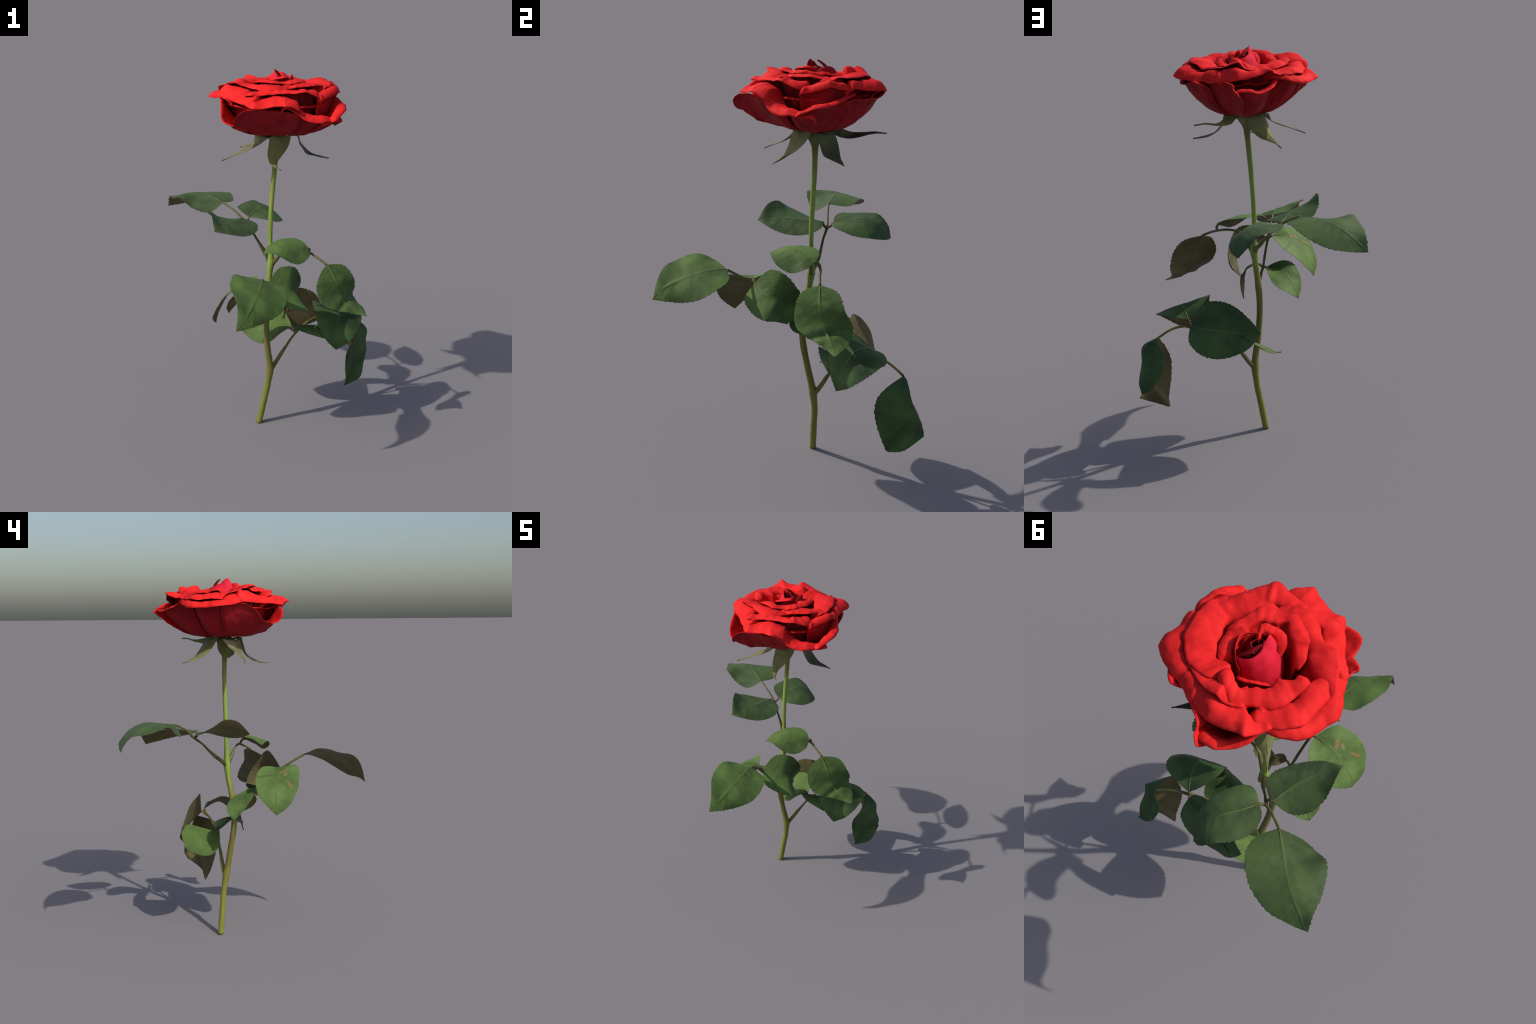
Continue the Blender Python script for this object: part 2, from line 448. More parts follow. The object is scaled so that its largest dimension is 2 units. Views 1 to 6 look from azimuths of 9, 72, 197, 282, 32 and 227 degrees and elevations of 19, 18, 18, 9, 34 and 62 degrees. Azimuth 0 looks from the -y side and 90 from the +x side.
branch_c = branch([(.055, .125, .745), (.064, .095, .780), (.068, .045, .810), (.068, .002, .8355), (.073, -.065, .895), (.076, -.132, .951), (.082, -.205, 1.000), C0B],
                  [.014, .0125, .0095, .0070, .0065, .0065, .0062, .0075, .0062, .0060, .0070],
                  [([(.076, -.130, .950), towards((.076, -.130, .955), C1B, .5), C1B], [.0072, .0065, .006]),
                   ([(.076, -.130, .950), towards((.076, -.130, .955), C2B, .5), C2B], [.0072, .0065, .006]),
                   ([(.068, .002, .836), E1B], [.006, .005]), ([(.068, .002, .836), E2B], [.006, .005])],
                  [([(.075, -.120, .943), (.076, -.132, .952), (.078, -.146, .962)], [.0072, .0088, .0072])])
branch_d = branch([(.080, .176, .330), (.098, .196, .365), (.115, .207, .395), (.154, .230, .468), (.203, .260, .546), (.275, .312, .612), (.3556, .3697, .634), (.425, .412, .630), D0B],
                  [.015, .013, .0115, .0110, .0065, .0062, .0065, .0062, .0062, .0080, .0065, .0055, .0065],
                  [([(.352, .367, .633), towards((.352, .367, .640), D1B, .5), D1B], [.0075, .0065, .006]),
                   ([(.352, .367, .633), towards((.352, .367, .640), D2B, .5), D2B], [.0075, .0065, .006]),
                   ([(.203, .260, .546), towards((.203, .260, .556), D3B, .5), D3B], [.0068, .006, .006]),
                   ([(.203, .260, .546), towards((.203, .260, .556), D4B, .5), D4B], [.0068, .006, .006])],
                  [([(.335, .356, .630), (.352, .367, .634), (.375, .383, .635)], [.0075, .0095, .0072])])

# upper branch, end leaflet
leaf(branch_a, midrib=[(-0.247, 0.361, 1.230), (-0.335, 0.418, 1.244), (-0.426, 0.479, 1.240), (-0.516, 0.522, 1.203), (-0.604, 0.540, 1.130)],
     left=[(-0.212, 0.463, 1.220), (-0.252, 0.539, 1.238), (-0.333, 0.594, 1.206), (-0.431, 0.605, 1.163), (-0.519, 0.581, 1.143)],
     right=[(-0.320, 0.313, 1.181), (-0.405, 0.311, 1.198), (-0.484, 0.331, 1.243), (-0.547, 0.411, 1.215), (-0.587, 0.504, 1.195)], blade=GREEN_DULL, seed=1)
# upper branch, front leaflet
leaf(branch_a, midrib=[(-0.125, 0.284, 1.174), (-0.135, 0.208, 1.186), (-0.151, 0.129, 1.197), (-0.181, 0.051, 1.197), (-0.208, -0.030, 1.185)],
     left=[(-0.045, 0.244, 1.165), (-0.024, 0.187, 1.149), (-0.038, 0.119, 1.142), (-0.074, 0.056, 1.148), (-0.130, 0.004, 1.166)],
     right=[(-0.217, 0.264, 1.168), (-0.270, 0.209, 1.193), (-0.279, 0.146, 1.227), (-0.265, 0.088, 1.262), (-0.242, 0.033, 1.254)], blade=GREEN_DULL, seed=2)
# upper branch, rear leaflet
leaf(branch_a, midrib=[(-0.095, 0.327, 1.171), (-0.076, 0.401, 1.190), (-0.043, 0.477, 1.198), (-0.010, 0.545, 1.162), (-0.013, 0.608, 1.093)],
     left=[(-0.026, 0.299, 1.175), (0.026, 0.333, 1.160), (0.062, 0.398, 1.139), (0.070, 0.477, 1.124), (0.044, 0.555, 1.106)],
     right=[(-0.162, 0.379, 1.197), (-0.177, 0.452, 1.194), (-0.153, 0.521, 1.194), (-0.111, 0.577, 1.194), (-0.066, 0.613, 1.151)], blade=GREEN_DULL, seed=3)
# right branch, end leaflet, kinked
leaf(branch_b, midrib=[(0.364, 0.091, 1.023), (0.418, 0.073, 0.951), (0.442, 0.081, 0.865), (0.510, 0.091, 0.810), (0.591, 0.082, 0.763)],
     left=[(0.338, 0.016, 0.988), (0.332, -0.016, 0.913), (0.380, -0.026, 0.838), (0.453, 0.008, 0.809), (0.518, 0.063, 0.778)],
     right=[(0.451, 0.146, 1.008), (0.503, 0.163, 0.938), (0.509, 0.198, 0.864), (0.519, 0.189, 0.808), (0.565, 0.140, 0.788)], blade=GREEN, seed=4, wave=.005, kink=(.64, -.020))
# right branch, side leaflet
leaf(branch_b, midrib=[(0.266, 0.101, 1.097), (0.215, 0.063, 1.114), (0.159, 0.027, 1.125), (0.102, -0.008, 1.121), (0.047, -0.041, 1.092)],
     left=[(0.219, 0.138, 1.123), (0.167, 0.137, 1.133), (0.122, 0.111, 1.132), (0.089, 0.065, 1.130), (0.064, 0.009, 1.121)],
     right=[(0.271, 0.041, 1.067), (0.234, -0.008, 1.048), (0.188, -0.049, 1.066), (0.142, -0.065, 1.094), (0.094, -0.060, 1.108)], blade=GREEN, seed=5)
# front branch, end leaflet
leaf(branch_c, midrib=[(0.087, -0.270, 1.041), (0.096, -0.367, 1.050), (0.091, -0.469, 1.023), (0.074, -0.563, 0.980), (0.027, -0.615, 0.907)],
     left=[(-0.004, -0.307, 1.066), (-0.036, -0.380, 1.093), (-0.035, -0.473, 1.073), (-0.001, -0.549, 1.054), (0.025, -0.586, 1.008)],
     right=[(0.196, -0.296, 1.021), (0.222, -0.362, 0.992), (0.209, -0.438, 0.951), (0.154, -0.509, 0.926), (0.094, -0.575, 0.919)], blade=GREEN, seed=6, wave=.005)
# front branch, drooping round leaflet
leaf(branch_c, midrib=[(0.094, -0.137, 0.961), (0.176, -0.116, 0.936), (0.226, -0.060, 0.909), (0.220, -0.016, 0.850), (0.185, -0.011, 0.778)],
     left=[(0.138, -0.076, 1.038), (0.205, -0.026, 1.035), (0.237, 0.032, 0.962), (0.222, 0.079, 0.876), (0.188, 0.065, 0.812)],
     right=[(0.144, -0.201, 0.907), (0.239, -0.196, 0.875), (0.310, -0.160, 0.859), (0.293, -0.094, 0.837), (0.250, -0.028, 0.802)], blade=GREEN, seed=7)
# front branch, leaflet with rusty scratches
leaf(branch_c, midrib=[(0.052, -0.131, 0.969), (-0.029, -0.145, 0.962), (-0.099, -0.155, 0.909), (-0.149, -0.165, 0.835), (-0.161, -0.164, 0.744)],
     left=[(0.013, -0.054, 0.977), (-0.046, -0.029, 0.928), (-0.106, -0.042, 0.882), (-0.138, -0.067, 0.834), (-0.155, -0.110, 0.792)],
     right=[(0.021, -0.229, 0.990), (-0.034, -0.262, 0.975), (-0.095, -0.275, 0.937), (-0.135, -0.268, 0.870), (-0.163, -0.230, 0.798)], blade=SCARRED, seed=8)
# front branch, small lower leaflet
leaf(branch_c, midrib=[(0.059, -0.033, 0.826), (-0.003, 0.006, 0.830), (-0.065, 0.037, 0.822), (-0.108, 0.062, 0.771), (-0.141, 0.076, 0.703)],
     left=[(0.051, 0.013, 0.852), (0.021, 0.068, 0.829), (-0.017, 0.116, 0.799), (-0.063, 0.133, 0.773), (-0.109, 0.117, 0.743)],
     right=[(-0.000, -0.039, 0.856), (-0.050, -0.039, 0.865), (-0.091, -0.033, 0.849), (-0.121, -0.014, 0.806), (-0.143, 0.023, 0.756)], blade=GREEN_PALE, seed=9, wave=.005)
# front branch, small lower leaflet
leaf(branch_c, midrib=[(0.092, -0.002, 0.853), (0.141, 0.023, 0.844), (0.163, 0.046, 0.802), (0.163, 0.070, 0.749), (0.149, 0.102, 0.693)],
     left=[(0.142, -0.023, 0.829), (0.171, 0.001, 0.811), (0.177, 0.051, 0.793), (0.165, 0.100, 0.770), (0.153, 0.121, 0.737)],
     right=[(0.109, 0.060, 0.867), (0.134, 0.066, 0.849), (0.154, 0.038, 0.810), (0.168, 0.015, 0.765), (0.167, 0.036, 0.726)], blade=GREEN_DARK, seed=10, fold=.6, flip=True)
# low branch, hanging end leaflet folded along the midrib
leaf(branch_d, midrib=[(0.504, 0.465, 0.583), (0.582, 0.461, 0.535), (0.583, 0.479, 0.461), (0.589, 0.514, 0.378), (0.579, 0.551, 0.294)],
     left=[(0.534, 0.344, 0.530), (0.490, 0.332, 0.435), (0.487, 0.353, 0.320), (0.495, 0.387, 0.226), (0.483, 0.409, 0.186), (0.515, 0.421, 0.198), (0.567, 0.452, 0.226)],
     right=[(0.482, 0.480, 0.564), (0.459, 0.484, 0.531), (0.452, 0.500, 0.484), (0.462, 0.519, 0.430), (0.486, 0.538, 0.378), (0.520, 0.548, 0.339), (0.559, 0.555, 0.318)], blade=GREEN_DARK, seed=11, fold=.55, flip=False, ribmat=GREEN_DARK, rib=.003)
# low branch, large upright leaflet
leaf(branch_d, midrib=[(0.337, 0.390, 0.646), (0.261, 0.411, 0.639), (0.169, 0.408, 0.636), (0.069, 0.406, 0.631), (-0.033, 0.393, 0.635)],
     left=[(0.291, 0.380, 0.739), (0.229, 0.366, 0.772), (0.160, 0.361, 0.769), (0.092, 0.374, 0.748), (0.029, 0.387, 0.702)],
     right=[(0.327, 0.454, 0.581), (0.265, 0.472, 0.527), (0.186, 0.455, 0.501), (0.100, 0.439, 0.518), (0.019, 0.428, 0.564)], blade=GREEN_DARK, seed=12)
# low branch, side leaflet
leaf(branch_d, midrib=[(0.353, 0.373, 0.665), (0.401, 0.310, 0.699), (0.431, 0.241, 0.699), (0.439, 0.190, 0.621), (0.440, 0.155, 0.519)],
     left=[(0.449, 0.382, 0.682), (0.521, 0.367, 0.677), (0.556, 0.313, 0.662), (0.546, 0.250, 0.615), (0.507, 0.191, 0.562)],
     right=[(0.303, 0.307, 0.728), (0.288, 0.236, 0.750), (0.308, 0.184, 0.725), (0.332, 0.158, 0.660), (0.373, 0.149, 0.586)], blade=GREEN_DARK, seed=13)
# low branch, lower leaflet
leaf(branch_d, midrib=[(0.185, 0.260, 0.560), (0.123, 0.300, 0.566), (0.051, 0.317, 0.551), (-0.026, 0.315, 0.525), (-0.106, 0.311, 0.502)],
     left=[(0.176, 0.242, 0.584), (0.128, 0.225, 0.556), (0.078, 0.215, 0.505), (0.023, 0.234, 0.474), (-0.040, 0.270, 0.474)],
     right=[(0.152, 0.342, 0.591), (0.106, 0.399, 0.616), (0.044, 0.422, 0.609), (-0.014, 0.406, 0.568), (-0.065, 0.369, 0.519)], blade=GREEN, seed=14)
# low branch, lower leaflet, mostly hidden
leaf(branch_d, midrib=[(0.193, 0.258, 0.560), (0.238, 0.235, 0.598), (0.290, 0.205, 0.625), (0.335, 0.172, 0.617), (0.370, 0.140, 0.585)],
     left=[(0.190, 0.212, 0.598), (0.190, 0.160, 0.642), (0.240, 0.148, 0.612), (0.300, 0.142, 0.598), (0.345, 0.140, 0.592)],
     right=[(0.262, 0.292, 0.567), (0.325, 0.306, 0.580), (0.358, 0.272, 0.603), (0.378, 0.225, 0.608), (0.384, 0.178, 0.596)], blade=GREEN_DARK, seed=15)
# sepal
leaf(head, midrib=[(0.039, 0.143, 1.672), (-0.004, 0.100, 1.669), (-0.036, 0.079, 1.633), (-0.080, 0.050, 1.605), (-0.131, 0.017, 1.580), (-0.187, -0.003, 1.553)],
     left=[(-0.038, 0.132, 1.671), (-0.048, 0.148, 1.677), (-0.052, 0.119, 1.639), (-0.086, 0.076, 1.613), (-0.126, 0.039, 1.587), (-0.160, 0.009, 1.568)],
     right=[(0.030, 0.069, 1.668), (0.033, 0.072, 1.673), (0.003, 0.061, 1.645), (-0.050, 0.044, 1.613), (-0.099, 0.023, 1.589), (-0.142, 0.004, 1.572)], name='sepal', blade=SEPAL_IN, under=SEPAL, edge=SEPAL_IN, ribmat=SEPAL_IN, teeth=0, rib=.004, seed=1, wave=.003)
# sepal
leaf(head, midrib=[(0.070, 0.136, 1.672), (0.087, 0.083, 1.679), (0.083, 0.073, 1.628), (0.075, 0.044, 1.584), (0.088, -0.005, 1.557), (0.122, -0.060, 1.542)],
     left=[(0.047, 0.063, 1.679), (0.041, 0.066, 1.680), (0.037, 0.055, 1.642), (0.036, 0.038, 1.595), (0.049, 0.014, 1.563), (0.074, -0.022, 1.550)],
     right=[(0.128, 0.104, 1.679), (0.137, 0.115, 1.680), (0.133, 0.088, 1.635), (0.104, 0.043, 1.583), (0.084, -0.001, 1.553), (0.098, -0.037, 1.543)], name='sepal', blade=SEPAL, under=SEPAL_IN, edge=SEPAL_IN, ribmat=SEPAL, teeth=0, rib=.004, seed=2, wave=.003)
# sepal
leaf(head, midrib=[(0.090, 0.167, 1.672), (0.166, 0.175, 1.673), (0.180, 0.182, 1.627), (0.217, 0.190, 1.591), (0.269, 0.198, 1.568), (0.328, 0.206, 1.560)],
     left=[(0.171, 0.140, 1.676), (0.167, 0.138, 1.678), (0.187, 0.140, 1.634), (0.217, 0.149, 1.587), (0.253, 0.168, 1.575), (0.291, 0.187, 1.567)],
     right=[(0.161, 0.211, 1.671), (0.155, 0.223, 1.672), (0.170, 0.235, 1.634), (0.205, 0.232, 1.596), (0.246, 0.223, 1.572), (0.288, 0.216, 1.565)], name='sepal', blade=SEPAL_GREY, under=SEPAL, edge=SEPAL_DARK, ribmat=SEPAL_GREY, teeth=0, rib=.004, seed=3, wave=.003)
# sepal
leaf(head, midrib=[(0.073, 0.191, 1.672), (0.105, 0.254, 1.675), (0.124, 0.302, 1.657), (0.151, 0.354, 1.659), (0.182, 0.407, 1.673), (0.218, 0.455, 1.674)],
     left=[(0.117, 0.273, 1.687), (0.131, 0.308, 1.675), (0.131, 0.345, 1.670), (0.136, 0.377, 1.669), (0.157, 0.403, 1.673), (0.186, 0.429, 1.676)],
     right=[(0.093, 0.235, 1.663), (0.104, 0.266, 1.647), (0.135, 0.298, 1.643), (0.168, 0.336, 1.651), (0.187, 0.378, 1.665), (0.202, 0.418, 1.672)], name='sepal', blade=SEPAL_DARK, under=SEPAL, edge=SEPAL_DARK, ribmat=SEPAL_DARK, teeth=0, rib=.004, seed=4, wave=.003)
# sepal
leaf(head, midrib=[(0.037, 0.183, 1.672), (-0.001, 0.216, 1.682), (-0.030, 0.236, 1.643), (-0.069, 0.259, 1.605), (-0.114, 0.293, 1.575), (-0.160, 0.341, 1.551)],
     left=[(0.019, 0.247, 1.679), (0.024, 0.257, 1.678), (0.005, 0.284, 1.631), (-0.042, 0.298, 1.589), (-0.100, 0.305, 1.571), (-0.141, 0.323, 1.559)],
     right=[(-0.020, 0.184, 1.686), (-0.023, 0.182, 1.686), (-0.047, 0.191, 1.655), (-0.070, 0.213, 1.615), (-0.094, 0.243, 1.587), (-0.119, 0.283, 1.567)], name='sepal', blade=SEPAL, under=SEPAL_IN, edge=SEPAL_IN, ribmat=SEPAL, teeth=0, rib=.004, seed=5, wave=.003)

# ---- flower
petal(head, [(-0.211, 0.004, 1.868), (-0.243, 0.050, 1.855), (-0.291, 0.122, 1.845), (-0.286, 0.174, 1.842), (-0.277, 0.243, 1.840), (-0.257, 0.282, 1.840), (-0.227, 0.313, 1.850), (-0.189, 0.343, 1.865), (-0.147, 0.359, 1.875)],
      [0.046, 0.046, 0.062, 0.067, 0.051, 0.049, 0.078, 0.089, 0.077], [0.055, 0.045, 0.037, 0.033, 0.033, 0.038, 0.045, 0.037, 0.024], OUTER, seed=1.7, tuck_in=2.0)
petal(head, [(-0.017, 0.516, 1.830), (-0.052, 0.516, 1.835), (-0.086, 0.504, 1.830), (-0.111, 0.473, 1.822), (-0.132, 0.447, 1.825), (-0.155, 0.406, 1.840), (-0.160, 0.360, 1.860), (-0.157, 0.330, 1.870)],
      0.035, 0.012, OUTER, seed=3.4, tuck_in=2.0)
petal(head, [(0.180, 0.418, 1.860), (0.139, 0.436, 1.865), (0.102, 0.454, 1.865), (0.034, 0.481, 1.870), (0.007, 0.498, 1.860), (-0.004, 0.522, 1.845), (-0.035, 0.540, 1.825)],
      0.02, 0.0, OUTER, seed=5.1, tuck_in=2.0)
petal(head, [(-0.245, 0.090, 1.860), (-0.215, 0.030, 1.865), (-0.200, -0.020, 1.855), (-0.190, -0.055, 1.837), (-0.186, -0.075, 1.812), (-0.175, -0.095, 1.782), (-0.160, -0.115, 1.766), (-0.125, -0.128, 1.757), (-0.090, -0.135, 1.752)],
      0.01, 0.0, OUTER, seed=6.8, tuck_in=2.0)
petal(head, [(-0.108, -0.135, 1.755), (-0.102, -0.165, 1.765), (-0.099, -0.182, 1.782), (-0.094, -0.189, 1.806), (-0.075, -0.184, 1.828), (-0.045, -0.168, 1.842), (0.030, -0.140, 1.843), (0.100, -0.135, 1.842), (0.160, -0.120, 1.836), (0.210, -0.095, 1.825)],
      [0.022, 0.022, 0.022, 0.018, 0.012, 0.004, 0.004, 0.004, 0.004], 0.0, OUTER, seed=8.5, tuck_in=2.0)
petal(head, [(0.150, -0.160, 1.865), (0.190, -0.122, 1.834), (0.230, -0.120, 1.810), (0.270, -0.104, 1.795), (0.310, -0.080, 1.790), (0.335, -0.055, 1.795), (0.370, -0.020, 1.788), (0.398, 0.018, 1.790)],
      [0.09, 0.1, 0.1, 0.085, 0.065, 0.055, 0.05, 0.045], [0.03, 0.045, 0.05, 0.045, 0.035, 0.025, 0.022, 0.02], OUTER, seed=10.2, tuck_in=2.0)
petal(head, [(0.375, -0.030, 1.800), (0.400, 0.030, 1.826), (0.408, 0.090, 1.834), (0.395, 0.150, 1.848), (0.365, 0.200, 1.862), (0.330, 0.250, 1.872)],
      0.045, 0.015, OUTER, seed=11.9, tuck_in=2.0)
petal(head, [(0.360, 0.200, 1.850), (0.345, 0.280, 1.855), (0.310, 0.360, 1.850), (0.250, 0.420, 1.860), (0.190, 0.460, 1.870)],
      0.02, 0.0, OUTER, seed=13.6, tuck_in=2.0)
petal(head, [(0.355, 0.230, 1.900), (0.341, 0.291, 1.893), (0.346, 0.350, 1.890), (0.324, 0.395, 1.887), (0.299, 0.414, 1.882), (0.268, 0.421, 1.878), (0.215, 0.432, 1.872), (0.171, 0.435, 1.872), (0.129, 0.447, 1.865), (0.090, 0.458, 1.870)],
      [0.057, 0.068, 0.088, 0.101, 0.098, 0.079, 0.067, 0.062, 0.064], [0.036, 0.041, 0.046, 0.048, 0.046, 0.041, 0.039, 0.047, 0.053], MID, seed=15.3)
petal(head, [(0.176, 0.423, 1.885), (0.133, 0.442, 1.878), (0.091, 0.452, 1.870), (0.034, 0.462, 1.872), (-0.001, 0.466, 1.880), (-0.042, 0.462, 1.885), (-0.090, 0.447, 1.895), (-0.131, 0.433, 1.910), (-0.158, 0.430, 1.918), (-0.166, 0.401, 1.902), (-0.178, 0.365, 1.890), (-0.184, 0.338, 1.890)],
      [0.055, 0.058, 0.063, 0.073, 0.087, 0.101, 0.094, 0.078, 0.086], [0.027, 0.044, 0.058, 0.06, 0.03, 0.002, -0.004, -0.001, 0.007], MID, seed=17.0)
petal(head, [(-0.140, 0.368, 1.897), (-0.166, 0.354, 1.893), (-0.207, 0.311, 1.885), (-0.235, 0.266, 1.885), (-0.247, 0.241, 1.880), (-0.236, 0.161, 1.885), (-0.225, 0.088, 1.880), (-0.218, 0.035, 1.872), (-0.208, -0.004, 1.868), (-0.176, -0.030, 1.868)],
      [0.079, 0.08, 0.085, 0.093, 0.091, 0.076, 0.054, 0.046, 0.049], [0.001, 0.009, 0.019, 0.027, 0.033, 0.039, 0.043, 0.053, 0.066], MID, seed=18.7)
petal(head, [(-0.213, 0.016, 1.875), (-0.195, -0.015, 1.868), (-0.161, -0.039, 1.866), (-0.132, -0.062, 1.864), (-0.093, -0.103, 1.862), (-0.057, -0.133, 1.862), (-0.029, -0.139, 1.870), (-0.007, -0.123, 1.885)],
      [0.043, 0.047, 0.05, 0.064, 0.09, 0.066, 0.068, 0.062, 0.039], [0.049, 0.062, 0.068, 0.065, 0.058, 0.04, 0.039, 0.034, 0.015], MID, seed=20.4)
petal(head, [(-0.073, -0.108, 1.865), (-0.044, -0.148, 1.856), (-0.012, -0.178, 1.853), (-0.000, -0.175, 1.852), (0.039, -0.165, 1.858), (0.104, -0.166, 1.872), (0.146, -0.183, 1.880), (0.174, -0.155, 1.868), (0.206, -0.132, 1.850), (0.207, -0.109, 1.838)],
      [0.1, 0.071, 0.069, 0.086, 0.096, 0.104, 0.101, 0.084, 0.057], [0.053, 0.039, 0.03, 0.04, 0.039, 0.031, 0.038, 0.058, 0.07], MID, seed=22.1)
petal(head, [(0.293, 0.016, 1.880), (0.297, 0.035, 1.883), (0.318, 0.065, 1.893), (0.340, 0.091, 1.903), (0.357, 0.119, 1.914), (0.364, 0.143, 1.910), (0.365, 0.171, 1.900), (0.351, 0.212, 1.895)],
      [0.03, 0.036, 0.036, 0.036, 0.036, 0.036, 0.036], 0.03, BELLY, seed=23.8, tuck=.012)
petal(head, [(-0.064, -0.097, 1.895), (-0.038, -0.120, 1.905), (0.001, -0.101, 1.905), (0.043, -0.088, 1.910), (0.091, -0.081, 1.915), (0.148, -0.077, 1.922), (0.213, -0.076, 1.930), (0.234, -0.063, 1.930), (0.251, -0.037, 1.915), (0.276, -0.008, 1.900), (0.280, 0.041, 1.900)],
      [0.085, 0.069, 0.072, 0.074, 0.07, 0.102, 0.102, 0.085, 0.05], [0.018, 0.012, 0.027, 0.026, 0.002, -0.002, 0.01, 0.031, 0.041], BELLY, seed=25.5)
petal(head, [(-0.234, 0.087, 1.900), (-0.205, 0.046, 1.920), (-0.175, 0.013, 1.935), (-0.143, -0.013, 1.945), (-0.102, -0.016, 1.935), (-0.069, -0.016, 1.928), (-0.045, -0.029, 1.925), (0.011, -0.066, 1.925), (0.053, -0.074, 1.927), (0.104, -0.047, 1.932), (0.140, -0.005, 1.930)],
      [0.105, 0.105, 0.103, 0.093, 0.069, 0.073, 0.075, 0.063, 0.046], [-0.004, -0.004, -0.004, -0.003, 0.009, 0.02, 0.021, 0.01, 0.006], INNER, seed=27.2)
petal(head, [(0.107, -0.003, 1.925), (0.131, 0.003, 1.930), (0.162, 0.008, 1.936), (0.203, 0.029, 1.943), (0.252, 0.047, 1.950), (0.269, 0.071, 1.945), (0.288, 0.111, 1.938), (0.312, 0.157, 1.935), (0.311, 0.192, 1.930)],
      [0.105, 0.07, 0.046, 0.064, 0.095, 0.105, 0.105, 0.105, 0.105], [0.031, 0.018, 0.008, 0.003, -0.003, -0.003, -0.0, 0.001, 0.003], INNER, seed=28.9)
petal(head, [(0.299, 0.102, 1.930), (0.318, 0.136, 1.935), (0.319, 0.176, 1.945), (0.312, 0.229, 1.942), (0.291, 0.282, 1.942), (0.266, 0.329, 1.945), (0.235, 0.349, 1.937), (0.195, 0.378, 1.922), (0.161, 0.381, 1.922), (0.117, 0.381, 1.930), (0.084, 0.371, 1.935)],
      [0.105, 0.105, 0.105, 0.105, 0.105, 0.105, 0.105, 0.105, 0.105], [0.005, -0.001, -0.004, -0.004, -0.004, -0.004, -0.004, -0.004, -0.004], INNER, seed=30.6)
petal(head, [(0.210, 0.366, 1.915), (0.172, 0.383, 1.915), (0.115, 0.401, 1.925), (0.053, 0.411, 1.938), (0.007, 0.404, 1.953), (-0.015, 0.399, 1.930), (-0.042, 0.381, 1.915), (-0.066, 0.360, 1.910)],
      [0.105, 0.089, 0.059, 0.052, 0.062, 0.047, 0.069, 0.102, 0.105], [-0.001, -0.002, -0.002, -0.003, -0.004, -0.004, -0.004, -0.004, -0.001], INNER, seed=32.3)
petal(head, [(0.062, 0.352, 1.940), (0.030, 0.367, 1.940), (0.004, 0.378, 1.930), (-0.031, 0.377, 1.917), (-0.055, 0.359, 1.908), (-0.092, 0.324, 1.905), (-0.131, 0.299, 1.905), (-0.160, 0.254, 1.915), (-0.165, 0.200, 1.920), (-0.162, 0.144, 1.930)],
      [0.05, 0.06, 0.065, 0.068, 0.07, 0.07, 0.075, 0.098, 0.06, 0.08], [0.02, 0.022, 0.022, 0.022, 0.022, 0.022, 0.022, 0.016, 0.012, 0.012], INNER, seed=34.0)
petal(head, [(0.187, 0.200, 1.935), (0.190, 0.175, 1.943), (0.191, 0.140, 1.945), (0.182, 0.101, 1.950), (0.169, 0.053, 1.956), (0.129, 0.024, 1.950), (0.096, 0.013, 1.950), (0.059, -0.015, 1.957), (0.021, -0.000, 1.955), (-0.040, 0.024, 1.945), (-0.051, 0.037, 1.935), (-0.081, 0.078, 1.920)],
      0.05, 0.006, INNER, seed=35.7)
petal(head, [(0.139, 0.287, 1.920), (0.169, 0.249, 1.930), (0.182, 0.210, 1.935), (0.180, 0.183, 1.940), (0.165, 0.152, 1.940)],
      0.05, 0.01, INNER, seed=37.4)
petal(head, [(0.093, 0.144, 1.950), (0.106, 0.111, 1.965), (0.097, 0.096, 1.967), (0.048, 0.074, 1.960), (0.023, 0.075, 1.950), (0.002, 0.091, 1.930)],
      0.03, 0.004, CORE, seed=39.1)
petal(head, [(0.020, 0.294, 1.912), (-0.006, 0.284, 1.917), (-0.033, 0.266, 1.916), (-0.062, 0.243, 1.914), (-0.088, 0.222, 1.914), (-0.096, 0.202, 1.910)],
      0.012, 0.0, CORE, seed=40.8)
petal(head, [(0.300, 0.214, 1.845), (0.280, 0.270, 1.851), (0.248, 0.320, 1.845), (0.204, 0.361, 1.851), (0.152, 0.390, 1.845), (0.094, 0.406, 1.851), (0.034, 0.407, 1.845)],
      0.03, 0.006, INNER, seed=42.5)
petal(head, [(0.086, 0.407, 1.851), (0.026, 0.406, 1.845), (-0.032, 0.390, 1.851), (-0.084, 0.361, 1.845), (-0.128, 0.320, 1.851), (-0.160, 0.270, 1.845), (-0.180, 0.214, 1.851)],
      0.03, 0.006, INNER, seed=44.2)
petal(head, [(-0.164, 0.263, 1.845), (-0.181, 0.206, 1.851), (-0.184, 0.146, 1.845), (-0.173, 0.087, 1.851), (-0.148, 0.033, 1.845), (-0.110, -0.013, 1.851), (-0.063, -0.049, 1.845)],
      0.03, 0.006, INNER, seed=45.9)
petal(head, [(-0.104, -0.019, 1.851), (-0.055, -0.053, 1.845), (0.001, -0.075, 1.851), (0.060, -0.082, 1.845), (0.119, -0.075, 1.851), (0.175, -0.053, 1.845), (0.224, -0.019, 1.851)],
      0.03, 0.006, INNER, seed=47.6)
petal(head, [(0.183, -0.049, 1.845), (0.230, -0.013, 1.851), (0.268, 0.033, 1.845), (0.293, 0.087, 1.851), (0.304, 0.146, 1.845), (0.301, 0.206, 1.851), (0.284, 0.263, 1.845)],
      0.03, 0.006, INNER, seed=49.3)
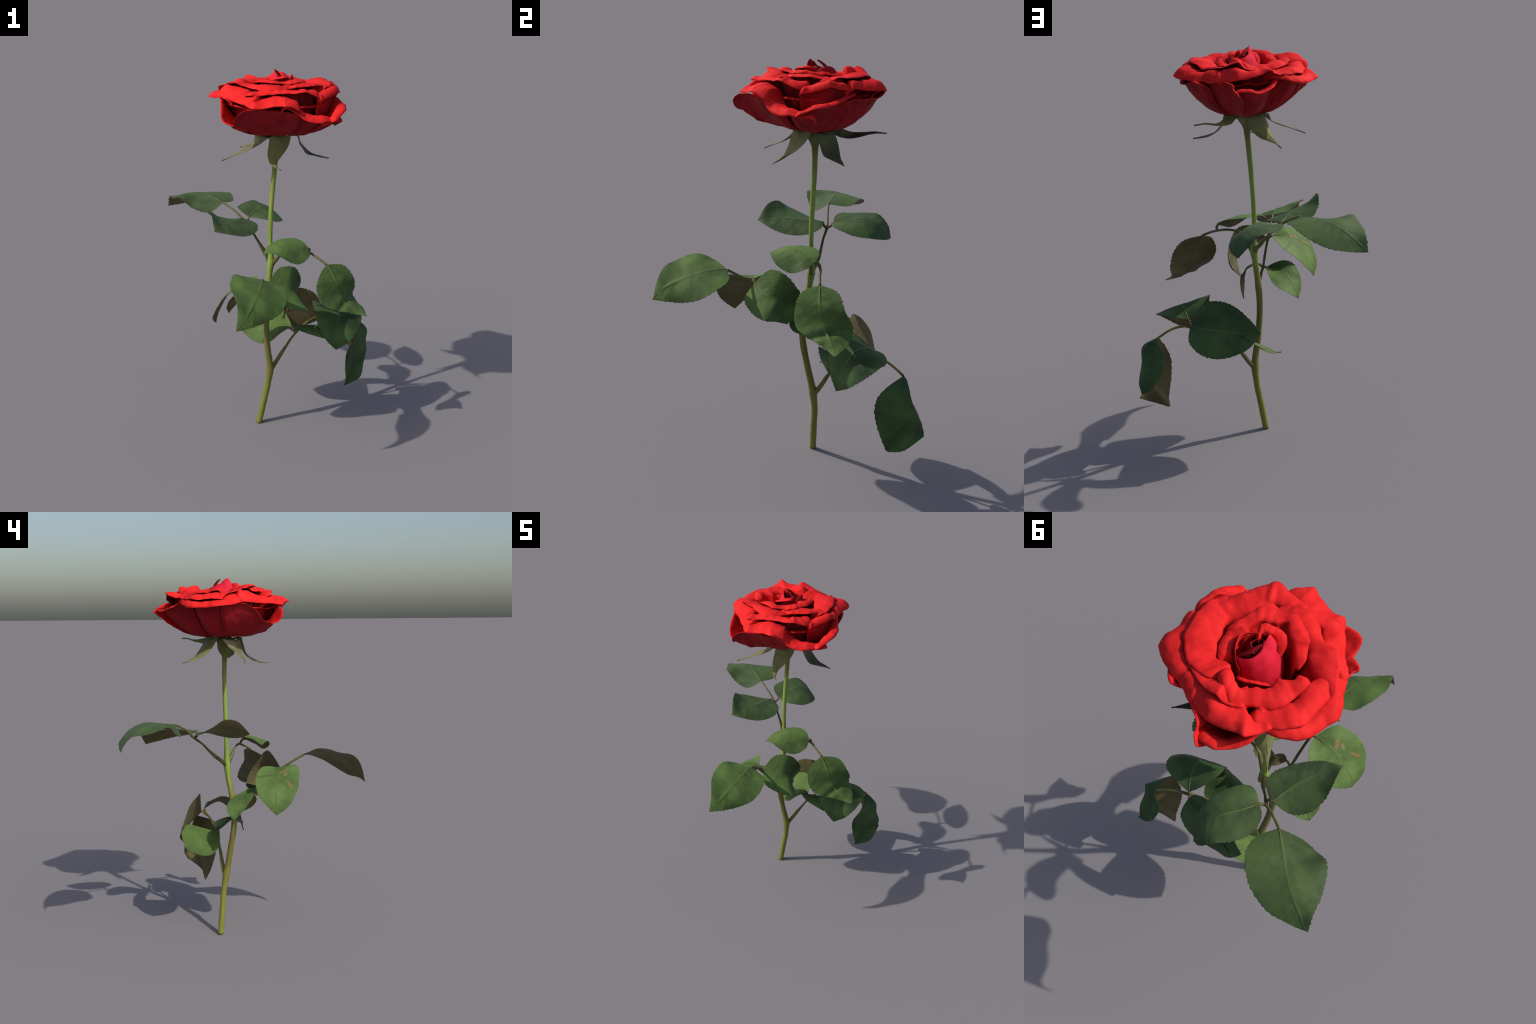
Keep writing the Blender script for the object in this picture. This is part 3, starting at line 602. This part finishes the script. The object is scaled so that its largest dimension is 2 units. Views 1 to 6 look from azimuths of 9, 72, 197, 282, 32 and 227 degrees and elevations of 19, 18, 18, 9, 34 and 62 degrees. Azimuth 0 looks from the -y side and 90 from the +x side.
petal(head, [(-0.206, 0.092, 1.835), (-0.181, 0.030, 1.835), (-0.141, -0.025, 1.835), (-0.090, -0.068, 1.835), (-0.030, -0.097, 1.835), (0.036, -0.111, 1.835), (0.103, -0.109, 1.835)],
      0.03, 0.004, INNER, seed=51.0)

# ---- closed heart: three scrolled petals
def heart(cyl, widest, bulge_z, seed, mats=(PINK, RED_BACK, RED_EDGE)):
    E = spline([(BUD[0] + r * math.cos(math.radians(a)), BUD[1] + r * math.sin(math.radians(a)), z) for a, r, z in cyl], 57)
    ang = spline([(a, 0, 0) for a, _, _ in cyl], 57)[:, 0]
    rr = spline([(r, 0, 0) for _, r, _ in cyl], 57)[:, 0]
    G = np.zeros((57, 26, 3))
    for i in range(57):
        pr = spline([(.035, 1.70), (widest * .92, 1.775), (widest, bulge_z), (rr[i] * .45 + widest * .55, (bulge_z + E[i][2]) / 2 + .01), (rr[i], E[i][2])], 26)
        a = math.radians(ang[i])
        for j in range(26):
            G[i, j] = (BUD[0] + pr[j][0] * math.cos(a), BUD[1] + pr[j][0] * math.sin(a), pr[j][1])
            G[i, j] += np.array((math.cos(a), math.sin(a), 0)) * .003 * nz(G[i, j], 25, seed)
    N = grid_normals(G)
    if N[28, 13] @ np.array((math.cos(math.radians(ang[28])), math.sin(math.radians(ang[28])), 0)) < 0: G = G[::-1].copy()
    taper = np.ones((57, 26)); taper[:, -1] = .5
    return shell('petal', G, .004, mats, None, None, head, taper)

heart([(300, .045, 1.945), (272, .052, 1.972), (250, .050, 2.0), (236, .036, 1.993), (215, .026, 1.985), (180, .019, 1.975), (140, .021, 1.966), (118, .032, 1.960), (100, .050, 1.953), (82, .070, 1.947), (66, .084, 1.938)], .083, 1.85, 3.)
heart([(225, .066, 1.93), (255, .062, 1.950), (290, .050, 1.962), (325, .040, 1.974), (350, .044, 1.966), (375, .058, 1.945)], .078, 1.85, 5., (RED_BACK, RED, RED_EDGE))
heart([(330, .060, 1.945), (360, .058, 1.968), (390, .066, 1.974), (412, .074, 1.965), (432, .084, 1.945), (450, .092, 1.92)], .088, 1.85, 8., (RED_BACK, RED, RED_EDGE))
# innermost roll
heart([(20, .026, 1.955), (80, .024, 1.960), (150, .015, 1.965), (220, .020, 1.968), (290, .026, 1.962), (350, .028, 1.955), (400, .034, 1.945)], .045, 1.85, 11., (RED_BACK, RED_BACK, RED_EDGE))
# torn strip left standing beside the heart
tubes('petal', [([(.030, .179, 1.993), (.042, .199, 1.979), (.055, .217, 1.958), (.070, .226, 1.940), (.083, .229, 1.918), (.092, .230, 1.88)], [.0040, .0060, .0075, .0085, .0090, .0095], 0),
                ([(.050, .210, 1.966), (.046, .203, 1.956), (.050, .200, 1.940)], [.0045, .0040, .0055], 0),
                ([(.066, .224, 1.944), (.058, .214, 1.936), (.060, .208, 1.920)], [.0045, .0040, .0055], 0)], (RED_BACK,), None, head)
